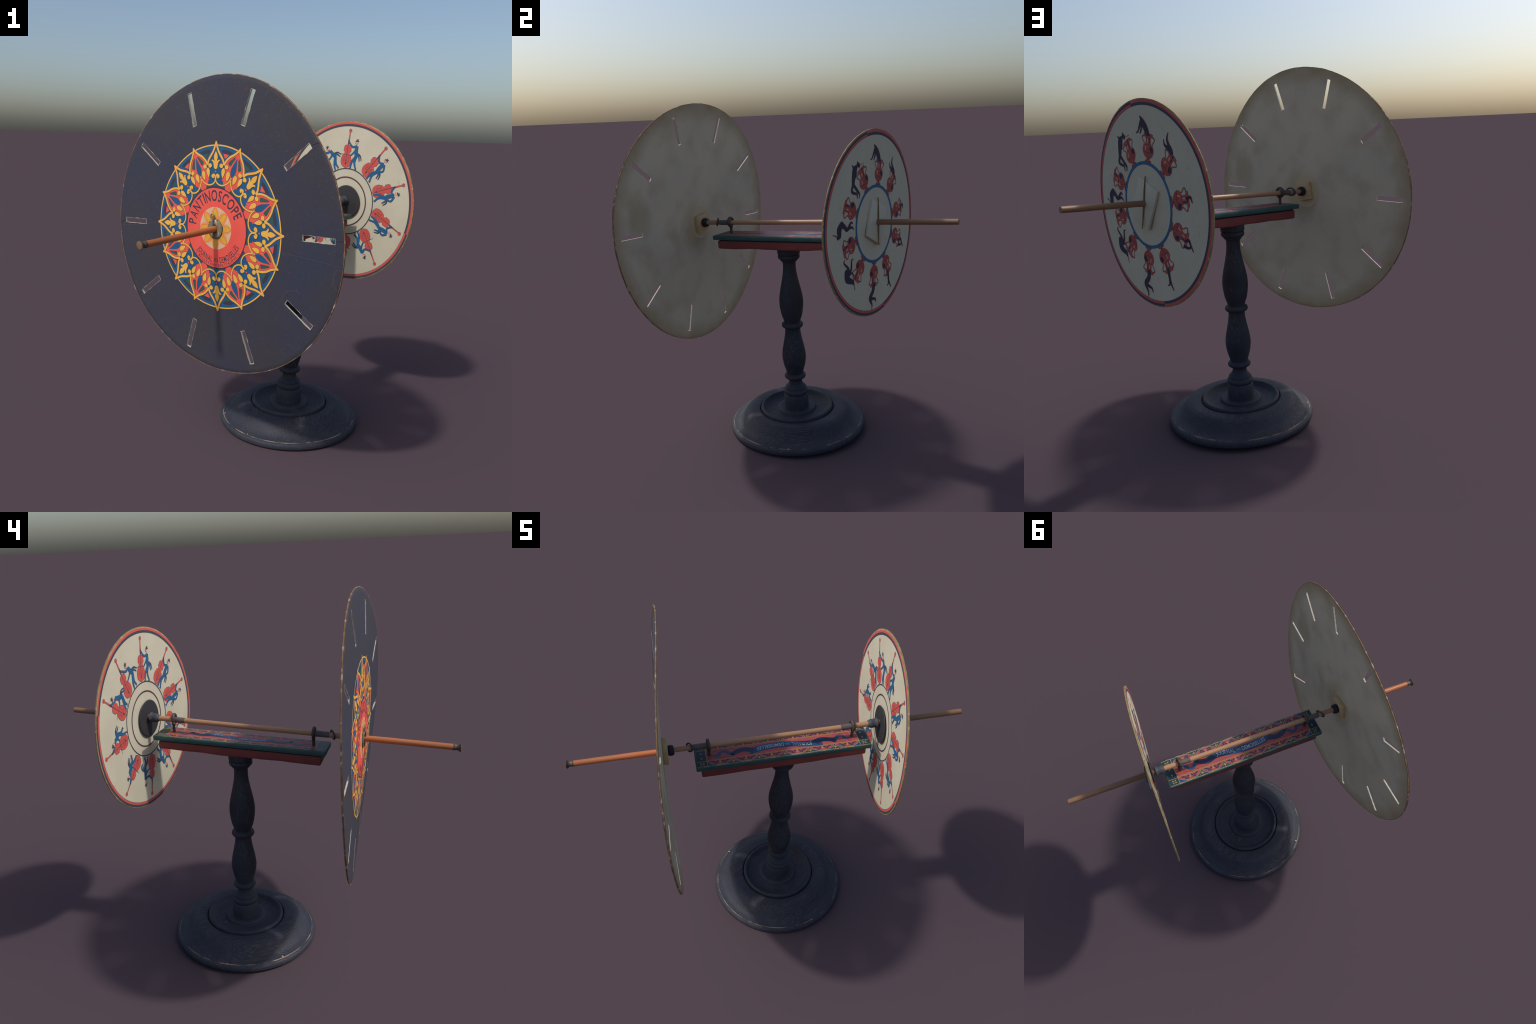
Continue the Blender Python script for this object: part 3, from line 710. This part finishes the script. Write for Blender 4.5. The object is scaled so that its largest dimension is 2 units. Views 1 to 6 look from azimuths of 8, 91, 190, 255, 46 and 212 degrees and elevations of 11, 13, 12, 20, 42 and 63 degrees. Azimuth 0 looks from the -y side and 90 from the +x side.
def wear(p):
    """torn paper lips at the slots, a ragged rim, creases, scratches and specks"""
    rnd = random.Random(5)
    for i in range(10):
        t = 16.62 + 36 * i + SLOT_TURN[i]
        for s in (-1, 1):
            off = s * .0138; n = 26
            pts = []; w = []
            for k in range(n + 1):
                r = .5255 + .1705 * k / n; a = radians(t)
                w_ = max(.0004, .0009 + .0028 * noise.noise((r * 34 + i * 7, s * 3., 1.)))
                x = off + s * w_ * .35
                pts.append((r * sin(a) + x * cos(a), r * cos(a) - x * sin(a))); w.append(w_)
            p.stroke(pts, w, SLOT_EDGE, 2)
        for r in (.5252, .6965):
            a = radians(t); q = [(-.0145, .001), (0, .0026), (.0145, .0012)]
            p.stroke([(r * sin(a) + x * cos(a), r * cos(a) - x * sin(a)) for x, _ in q], [w for _, w in q], SLOT_EDGE, 2.2)
    n = 500; pts = []; w = []
    for k in range(n):
        a = 2 * pi * k / n; r = .7432
        pts.append((r * sin(a), r * cos(a))); w.append(max(.0010, .0030 + .0034 * noise.noise((cos(a) * 9, sin(a) * 9, 2.)) + .0022 * noise.noise((cos(a) * 40, sin(a) * 40, 5.))))
    p.stroke(pts, w, DISC_EDGE, 1, True)
    for i, d in ((1, 1.2), (2, -.4), (6, .6), (7, -1.6)):      # creases that run from slots to the rim
        t = 16.62 + 36 * i + SLOT_TURN[i]
        p.stroke([pol(.698, t), pol(.72, t + d * .5), pol(.743, t + d)], [.0012, .0016, .0022], CREASE, 1.5)
    p.stroke([pol(.45, -92), pol(.52, -93.5), pol(.743, -95)], .0008, SCRATCH, 1.5)
    p.stroke([pol(.42, 99), pol(.60, 97), pol(.742, 96.5)], .0007, SCRATCH, 1.5)
    p.stroke(spline([pol(.50, 126), pol(.50, 120), pol(.53, 116), pol(.57, 115)], 5), .0010, SCRATCH, 1.5)
    p.stroke(spline([pol(.735, 98), pol(.712, 98), pol(.704, 101), pol(.716, 104), pol(.735, 105)], 5), .0011, SCRATCH, 1.5)
    for k in range(40):
        r = .43 + .29 * rnd.random() ** .7; a = rnd.random() * 360
        p.dot(pol(r, a), .0006 + .0016 * rnd.random() ** 3, RED if k % 2 else SCRATCH, 1.5, n=7)
    for k in range(60):
        r = .43 + .28 * rnd.random(); a = rnd.random() * 360; l = .01 + .06 * rnd.random(); d = rnd.random() * pi
        x, y = pol(r, a); p.stroke([(x, y), (x + l * cos(d) / 2, y + l * sin(d) / 2 + .001), (x + l * cos(d), y + l * sin(d))][:3] if hypot(x + l * cos(d), y + l * sin(d)) < .73 and hypot(x + l * cos(d), y + l * sin(d)) > .43 else [(x, y), (x + .004, y)], .0004, SCRATCH, 1.2)
ob = motif('worn_paper', wear); ob['kind'] = 'stuff'

# hub parts of the front disc
def surfF3(x, y, h): return Vector((x, y, warpF(x, y) + h))
hubP = at_y(-.4848)
# ragged foil washer
wv = []; wf = []; nseg = 40
for ringi, (r, z) in enumerate(((.014, .0085), (.030, .0085), (.040, .0100), (.049, .0085), (.051, .0050))):
    for k in range(nseg):
        a = 2 * pi * k / nseg; rr = r * (1 + (.10 * noise.noise((cos(a) * 4, sin(a) * 4, ringi * .3)) if ringi > 1 else 0))
        zz = z + HF + (.0025 * noise.noise((cos(a) * 3, sin(a) * 3, ringi * 1.7)) if 0 < ringi < 4 else 0)
        wv.append((-.003 + rr * cos(a), -.001 + rr * sin(a), zz + .0055))
wi = []
for i in range(4):
    for k in range(nseg):
        l = (k + 1) % nseg; wf.append((i * nseg + k, i * nseg + l, (i + 1) * nseg + l, (i + 1) * nseg + k)[::-1]); wi.append(1 if i == 3 or (i == 2 and noise.noise((k * .5, 0, 0)) > .1) else 0)
wash = add('foil_washer', wv, wf, [FOIL, FOIL_DARK], viewing, wi, smooth=True)
sm = wash.modifiers.new('thick', 'SOLIDIFY'); sm.thickness = .003; sm.offset = -1
# split wire pin with an eye, through the axle
tube('split_pin', spline([(-.006, -.046, 0.0200), (-.008, .000, 0.0260), (-.008, .030, 0.0250), (-.022, .048, 0.0240), (-.024, .066, 0.0240), (-.013, .074, 0.0240), (-.003, .064, 0.0240), (-.006, .046, 0.0240), (-.012, .030, 0.0280), (-.006, -.010, 0.0290)], 5), .0030, WIRE, viewing, 10)
# behind: round paper patch, wooden block, wax collar
patch_o = [(.093 * cos(t) * (1 + .01 * sin(3 * t)), .104 * sin(t)) for t in [2 * pi * k / 48 for k in range(48)]]
pv = [(x - .006, y - .001, warpF(x, y) - HF - .0022) for x, y in patch_o]; pc = [(x * .985 - .006, y * .985 - .001, warpF(x, y) - HF - .0030) for x, y in patch_o]
pr = [(x * 1.004 - .006, y * 1.004 - .001, warpF(x, y) - HF + .001) for x, y in patch_o]; n = 48
pf = [tuple(range(n, 2 * n))] + [(i, (i + 1) % n, n + (i + 1) % n, n + i) for i in range(n)] + [(2 * n + i, 2 * n + (i + 1) % n, (i + 1) % n, i) for i in range(n)]
add('paper_patch', pv + pc + pr, pf, [P('patch_paper', S(198, 184, 152, K), S(186, 170, 134, K), .6, 12., .85, .1)], viewing)
rb = radians(-9)
blk = [(x * cos(rb) - y * sin(rb) - .002, x * sin(rb) + y * cos(rb)) for x, y in ((-.051, -.054), (.051, -.054), (.051, .054), (-.051, .054))]
plate('hub_block', blk, -HF - .0245, -HF + .003, BLOCK, viewing, bevel=.003)
hl = at_y(-.4848) - Vector((-.1905, -.4848, 1.2527))
lathe('hub_collar', spline([(.016, -.001), (.0235, .001), (.0275, .007), (.0290, .016), (.0275, .025), (.0250, .032), (.018, .034)], 3), WAX, toy, axle_frame(-.4640), 26, .08, 60)

# ---- rear picture disc
HB = .0042
def warpB(a, b): return .0692 * a * a - .0060 * b * b - .0091 * a * b - .012 * b ** 3 - .0008
bx, by, bn = disc_axes(-.6431, -.0128)
REAR = frame((.4396, .5297, 1.3148), bx, by, bn)
picture = disc_mesh('picture_disc', .5043, HB, warpB, [CREAM, CREAM_BACK, CARD_EDGE], REAR, rings=24, cols=14, rough=.0014, edge_ring=.0055)
def surfB(x, y, k): return (x, y, warpB(x, y) + HB + .0006 + k * Print.STEP)
def surfBk(x, y, k): return (x, y, warpB(x, y) - HB - .0006 - k * Print.STEP)

def bands(p, a_navy_inside):
    """two-colour border whose colours change places twice round the disc"""
    for a0, a1, inner, outer in a_navy_inside:
        p.ring(.4745, .4865, inner, 0, a0, a1, steps=1); p.ring(.4865, .4985, outer, 0, a0, a1, steps=1)
    p.ring(.4730, .4748, DARK, .5, steps=1)
pf_ = Print()
bands(pf_, [(-73, 108, DARK, EDGE_RED), (108, 287, EDGE_RED, DARK)])
pf_.ring(.1505, .1590, DARK, 0, steps=1); pf_.ring(.2055, .2125, DARK, 0, steps=1)
pf_.ring(.1588, .1600, EDGE_RED, .5, steps=1)
pf_.build('printed_border', picture, surfB)
pk_ = Print()
bands(pk_, [(9 - 360, -169.5, DARK, EDGE_RED), (-169.5, 9, DARK, EDGE_RED)] if False else [(-169.5, 9.2, DARK, EDGE_RED), (9.2, 190.5, EDGE_RED, DARK)])
pk_.ring(.1985, .2100, RING_BLUE, 1, steps=1); pk_.ring(.1965, .1987, DARK, .5, steps=1); pk_.ring(.2098, .2120, DARK, .5, steps=1)
pk_.build('printed_border', picture, surfBk, True)

# cello players round the front: (scroll angle, foot angle), head, hip, two feet as (radius, angle)
PLAYERS = [
    ((1.7, -4.6), (.380, 10.0), (.294, 12.8), (.216, 6.5), (.216, 18.0), 1),
    ((39.4, 36.4), (.394, 46.8), (.300, 48.4), (.218, 45.0), (.222, 52.5), 2),
    ((72.3, 70.8), (.391, 78.4), (.299, 80.8), (.220, 75.2), (.221, 85.0), 2),
    ((110.4, 101.3), (.389, 115.8), (.303, 117.6), (.219, 110.0), (.217, 117.6), 2),
    ((145.8, 138.5), (.371, 153.0), (.288, 156.8), (.216, 150.0), (.221, 158.5), 0),
    ((182.3, 174.8), (.369, 191.3), (.277, 194.2), (.219, 188.5), (.220, 197.4), 0),
    ((219.2, 212.0), (.358, 222.6), (.286, 225.7), (.224, 221.3), (.250, 233.0), 1),
    ((257.9, 256.9), (.355, 262.9), (.300, 270.0), (.221, 267.4), (.254, 275.0), 1),
    ((296.6, 290.2), (.366, 300.5), (.288, 309.5), (.224, 305.4), (.222, 298.0), 1),
    ((326.5, 318.8), (.362, 334.2), (.296, 341.0), (.216, 334.7), (.222, 342.0), 1)]
CELLO = [(0, 0), (.012, .004), (.030, .014), (.0385, .034), (.0385, .056), (.031, .074), (.031, .080), (.021, .085), (.0185, .094), (.021, .102), (.0275, .105),
         (.0265, .118), (.0265, .128), (.021, .138), (.010, .142), (.0055, .142)]
for i, ((sa, fa), head, hip, f1, f2, arm) in enumerate(PLAYERS):
    b = Vector(pol(.2155, fa)); t = Vector(pol(.452, sa)); ax = (t - b); Lc = ax.length; ax.normalize(); px = Vector((ax.y, -ax.x))
    def cl(u, v): q = b + px * u + ax * v; return (q.x, q.y)
    p = Print()
    half = spline(CELLO, 3)
    body = [cl(u, v) for u, v in half] + [cl(-u, v) for u, v in half[::-1]][:-1]
    p.stroke(body, .0036, DARK, 1, True); p.fill(body, VIOLIN, 2)
    p.stroke([cl(0, .12), cl(0, Lc - .012)], [.0130, .0085], DARK, 1); p.stroke([cl(0, .12), cl(0, Lc - .012)], [.0100, .0058], VIOLIN, 2)
    p.dot(cl(.001, Lc - .006), .0115, DARK, 1); p.dot(cl(.001, Lc - .006), .0098, VIOLIN, 2); p.dot(cl(-.002, Lc - .007), .0026, DARK, 3)
    p.stroke([cl(0, .045), cl(0, .15), cl(0, Lc * .75)], [.007, .006, .004], INK, 2.8); p.stroke([cl(0.001, .045), cl(0.001, .15)], [.0042, .0036], VIOLIN, 3.2)
    p.stroke([cl(0, .045), cl(0, .16)], .0010, DARK, 3.6)
    p.fill([cl(-.007, .036), cl(.007, .036), cl(0, .012)], DARK, 3)
    for s in (-1, 1):
        p.stroke(spline([cl(s * .012, .040), cl(s * .019, .037), cl(s * .018, .050), cl(s * .014, .062), cl(s * .018, .070), cl(s * .023, .066)], 4), .0022, DARK, 3)
    p.stroke([cl(-.010, .045), cl(.010, .045)], .003, DARK, 3.2)
    p.build('cello', picture, surfB)

    m = Print()
    H, I_ = Vector(pol(*head)), Vector(pol(*hip)); up = (H - I_).normalized(); fw = Vector((-up.y, up.x))     # fw points to the cello
    if fw.dot(b + ax * .15 - I_) < 0: fw = -fw
    sh = H - up * .022 - fw * .004; neck = H - up * .012
    hand = b + ax * (Lc * (.70 if arm else .62)); elbow = sh * .5 + hand * .5 - up * .020 + fw * .002
    T = lambda *v: [(q.x, q.y) for q in v]
    def limb(pts, w, mat=SUIT, coat=4):
        s = spline(T(*pts), 5); ww = [x[0] for x in spline([(q, 0) for q in w], 5)]
        m.stroke(s, [q + .0034 for q in ww], DARK, coat - 1); m.stroke(s, ww, mat, coat)
    back = -fw
    tail0 = I_ + up * .020 + back * .006
    limb((tail0, I_ + back * .020, I_ - up * .030 + back * .026), (.010, .009, .003))
    limb((tail0, I_ + back * .032 + up * .004, I_ - up * .026 + back * .040), (.009, .006, .002), DARK, 4)
    for f, w in ((f1, .012), (f2, .012)):
        F_ = Vector(pol(*f)); knee = (I_ + F_) * .5 + fw * .012
        limb((I_, knee, F_), (.017, .012, .007))
        m.stroke(T(F_ + back * .004, F_ + fw * .012), [.005, .003], DARK, 4.5)
    limb((sh, (sh + I_) * .5 + fw * .003, I_ - up * .004), (.016, .023, .019), SUIT, 5)
    m.stroke(T(sh + fw * .002, (sh + I_) * .5 + fw * .006, I_), [.002, .003, .002], DARK, 5.4)
    limb((sh, elbow, hand), (.011, .0095, .007), SUIT, 6)
    if arm == 2:
        limb((sh + back * .006, (sh + I_) * .5 + back * .028, I_ + up * .006), (.010, .009, .007), SUIT, 5.6)
    else:
        bowh = b + ax * .082 + px * (.030 if px.dot(I_ - b) > 0 else -.030)
        limb((sh, (sh + I_) * .5 - back * .014, bowh), (.010, .009, .006), SUIT, 5.6)
        c0 = b + ax * .078; q = px if px.dot(I_ - b) > 0 else -px
        m.stroke(T(c0 - q * .052 + ax * .004, bowh + q * .004), [.0016, .0022], DARK, 7)
    m.dot((hand.x, hand.y), .0062, DARK, 6.5)
    m.dot((H.x + fw.x * .001, H.y + fw.y * .001), .0112, DARK, 6); m.dot((H.x, H.y), .0096, SKIN, 7)
    m.fill(T(H + fw * .008 + up * .004, H + fw * .016 + up * .001, H + fw * .008 - up * .004), SKIN, 7.2)
    m.stroke(T(H + fw * .006 - up * .004, H + fw * .011 - up * .008), .0026, EDGE_RED, 7.6)
    hb = H + up * .011 + back * .004; star = []
    for q, (u, v) in enumerate(((-.016, -.006), (-.006, -.001), (-.005, .012), (.000, .006), (.011, .010), (.006, .002), (.016, -.006), (.003, -.006), (-.002, -.011))):
        star.append(hb + back * u + up * v)
    m.fill(T(*star), DARK, 8)
    m.build('musician', picture, surfB)

# vases with leaping figures round the back (seen from behind: right is -x)
VASE = [(.0, .212), (.024, .2125), (.0235, .217), (.012, .221), (.009, .228), (.020, .233), (.036, .245), (.0445, .262), (.0440, .276), (.036, .288),
        (.024, .293), (.0195, .302), (.0185, .318), (.0225, .328), (.038, .343), (.0, .345)]
VANG = [-10.0, -45.0, -81.8, -114.0, -153.2, 174.8, 139.8, 105.2, 66.5, 26.0]
random.seed(11)
for i, va in enumerate(VANG):
    c, s_ = cos(radians(va)), sin(radians(va))
    def vl(u, v): return (-u * c + v * s_, u * s_ + v * c)      # u to the right as seen from behind
    p = Print()
    half = spline(VASE, 2)
    body = [vl(u, v) for u, v in half] + [vl(-u, v) for u, v in half[::-1]]
    p.stroke(body, .0034, IMP, 1, True); p.fill(body, VASE_RED, 2)
    for s in (-1, 1):
        hd = spline([vl(s * .019, .331), vl(s * .040, .331), vl(s * .053, .322), vl(s * .044, .309), vl(s * .034, .299), vl(s * .036, .289)], 4)
        p.stroke(hd, [.0075] * 8 + [.006] * (len(hd) - 8), IMP, 1); p.stroke(hd, .0042, VASE_RED, 2)
    p.stroke(spline([vl(-.042, .262), vl(0, .256), vl(.042, .262)], 6), .0022, IMP, 3)
    for k in range(9):
        u = -.034 + .0085 * k
        p.stroke([vl(u, .256 - abs(u) * -.06), vl(u * .62, .236)], [.0018, .0008], IMP, 3)
    p.stroke([vl(-.022, .293), vl(.022, .293)], .0022, IMP, 3); p.stroke([vl(-.020, .326), vl(.020, .326)], .0022, IMP, 3)
    p.fill(spline([vl(.018, .286), vl(.036, .284), vl(.041, .270), vl(.036, .258), vl(.022, .262), vl(.014, .272)], 3, True), IMP, 3.4)
    p.stroke([vl(.012, .324), vl(.010, .298)], [.008, .005], IMP, 3.4); p.stroke([vl(.012, .341), vl(.006, .332)], [.010, .012], IMP, 3.4)
    p.stroke([vl(-.018, .284), vl(-.022, .264)], [.006, .004], CREAM, 3.4); p.stroke([vl(-.005, .320), vl(-.006, .300)], [.006, .004], CREAM, 3.4)
    for k in range(10):
        u = random.uniform(-.012, .014); v = random.uniform(.263, .284); p.stroke([vl(u, v), vl(u + .002, v - .006)], .0014, IMP, 3.2)
    p.stroke([vl(-.020, .2165), vl(.020, .2165)], .0016, IMP, 3); p.stroke([vl(.003, .232), vl(.004, .222)], [.010, .006], IMP, 3)
    p.build('vase', picture, surfBk, True)
# limbs of each figure: control points on the disc and a width at each
LEAPERS = {
    0: [([(-.053, .342), (-.040, .365), (-.021, .392), (.002, .421)], [.026, .030, .026, .006]), ([(-.004, .398), (.012, .376), (.030, .352), (.046, .346)], [.016, .011, .007, .004]), ([(-.008, .390), (-.003, .365), (.012, .343)], [.014, .010, .005])],
    1: [([(-.236, .252), (-.226, .270), (-.217, .287), (-.209, .314), (-.221, .341)], [.022, .022, .015, .010, .003]), ([(-.223, .268), (-.188, .286), (-.182, .312)], [.018, .010, .003])],
    2: [([(-.330, .050), (-.353, .057), (-.366, .032)], [.012, .011, .003])],
    3: [([(-.300, -.146), (-.323, -.140), (-.337, -.165), (-.354, -.191)], [.012, .012, .009, .003]), ([(-.290, -.170), (-.320, -.176), (-.338, -.168)], [.014, .010, .006])],
    4: [([(-.146, -.300), (-.152, -.339), (-.161, -.365), (-.171, -.382), (-.181, -.396)], [.018, .014, .010, .007, .004]), ([(-.152, -.335), (-.149, -.371), (-.134, -.378)], [.012, .007, .003])],
    5: [([(.029, -.336), (.041, -.369), (.072, -.398), (.066, -.420), (.053, -.442), (.056, -.467)], [.026, .024, .022, .015, .008, .003]), ([(.062, -.404), (.036, -.412), (.016, -.418), (.007, -.438)], [.016, .013, .010, .003])],
    6: [([(.323, -.135), (.329, -.152), (.290, -.188), (.305, -.213)], [.004, .007, .013, .020]), ([(.243, -.145), (.258, -.152), (.265, -.198), (.302, -.212)], [.004, .008, .013, .022]), ([(.307, -.205), (.302, -.240), (.262, -.262)], [.034, .034, .022]), ([(.285, -.225), (.259, -.216), (.240, -.234)], [.010, .009, .004]), ([(.252, -.260), (.244, -.276)], [.020, .014]), ([(.240, -.277), (.230, -.316)], [.003, .0015])],
    7: [([(.378, -.012), (.362, -.002)], [.018, .022]), ([(.364, -.003), (.366, .027), (.344, .050)], [.026, .034, .026]), ([(.344, .052), (.318, .034), (.291, .017), (.257, .047), (.240, .038)], [.026, .020, .018, .010, .003]), ([(.291, .017), (.252, .022), (.229, .008)], [.014, .010, .003]), ([(.385, -.006), (.400, .002), (.424, .010)], [.004, .003, .002])],
    9: [([(.180, .335), (.168, .326)], [.018, .018]), ([(.196, .322), (.212, .306), (.223, .271), (.230, .229)], [.020, .036, .028, .018]), ([(.232, .232), (.242, .203), (.216, .190), (.193, .184), (.189, .160)], [.014, .014, .011, .009, .003]), ([(.221, .232), (.192, .203), (.168, .182), (.171, .160)], [.013, .013, .009, .003]), ([(.205, .312), (.199, .290), (.203, .268)], [.012, .010, .005]), ([(.220, .318), (.236, .332)], [.010, .004]), ([(.180, .336), (.184, .350)], [.006, .002])]}
for i, limbs in LEAPERS.items():
    p = Print()
    for k, (pts, w) in enumerate(limbs):
        s = spline(pts, 6); ww = [max(.0012, q[0] * 1.15) for q in spline([(x, 0) for x in w], 6)]
        p.stroke([(x - .0012, y + .001) for x, y in s], [x + .0012 for x in ww], VASE_RED, 4.2); p.stroke(s, ww, IMP, 5 + k * .12)
        for e, r in ((s[0], ww[0]), (s[-1], ww[-1])): p.dot(e, r / 2, IMP, 5 + k * .12, n=10)
    if i == 9: p.stroke(spline([(.160, .333), (.140, .331), (.119, .338)], 4), [.003] * 8 + [.0012], VASE_RED, 5)
    p.build('leaping_figure', picture, surfBk, True)

# hub parts of the rear disc
def axle_hit(d):      # where the axle meets the plane d in front of the disc centre
    o = Vector((.4396, .5297, 1.3148)); t = ((o + bn * d - A0).dot(bn)) / AD.dot(bn); q = A0 + AD * t - o
    return q.dot(bx), q.dot(by)
hx, hy = axle_hit(.01)
lathe('hub_plate', [(.001, 0), (.098, 0), (.1025, .0006), (.1042, .002), (.1045, .003), (.1042, .004), (.1025, .0054), (.098, .006), (.001, .006)], PLATE, picture,
      Matrix.Translation((.012, .001, HB + .006)), 64, .006, 40, False)
lathe('hub_shim', [(.060, 0), (.060, .008)], CARD_EDGE, picture, Matrix.Translation((.012, .001, HB - .001)), 32)
lathe('hub_sleeve', spline([(.0165, -.004), (.0185, .000), (.0225, .006), (.0245, .016), (.0240, .030), (.0265, .040), (.0300, .046)], 3), COLLAR, toy, axle_frame(.462), 28, .05, 50)
# backing card held by a wooden pin through the axle
card = [(.046, .140), (-.118, .071), (-.022, -.120), (.122, -.046)]
plate('backing_card', card, -HB - .0165, -HB - .003, CREAM_BACK, picture, Matrix.Rotation(.043, 4, 'X'), bevel=.0012)
tube('retaining_pin', [(-.018, .141, -.0150), (-.008, .07, -.021), (.000, .0, -.025), (.016, -.112, -.033)], [.0030, .0040, .0040, .0026], STICK, picture, 8)
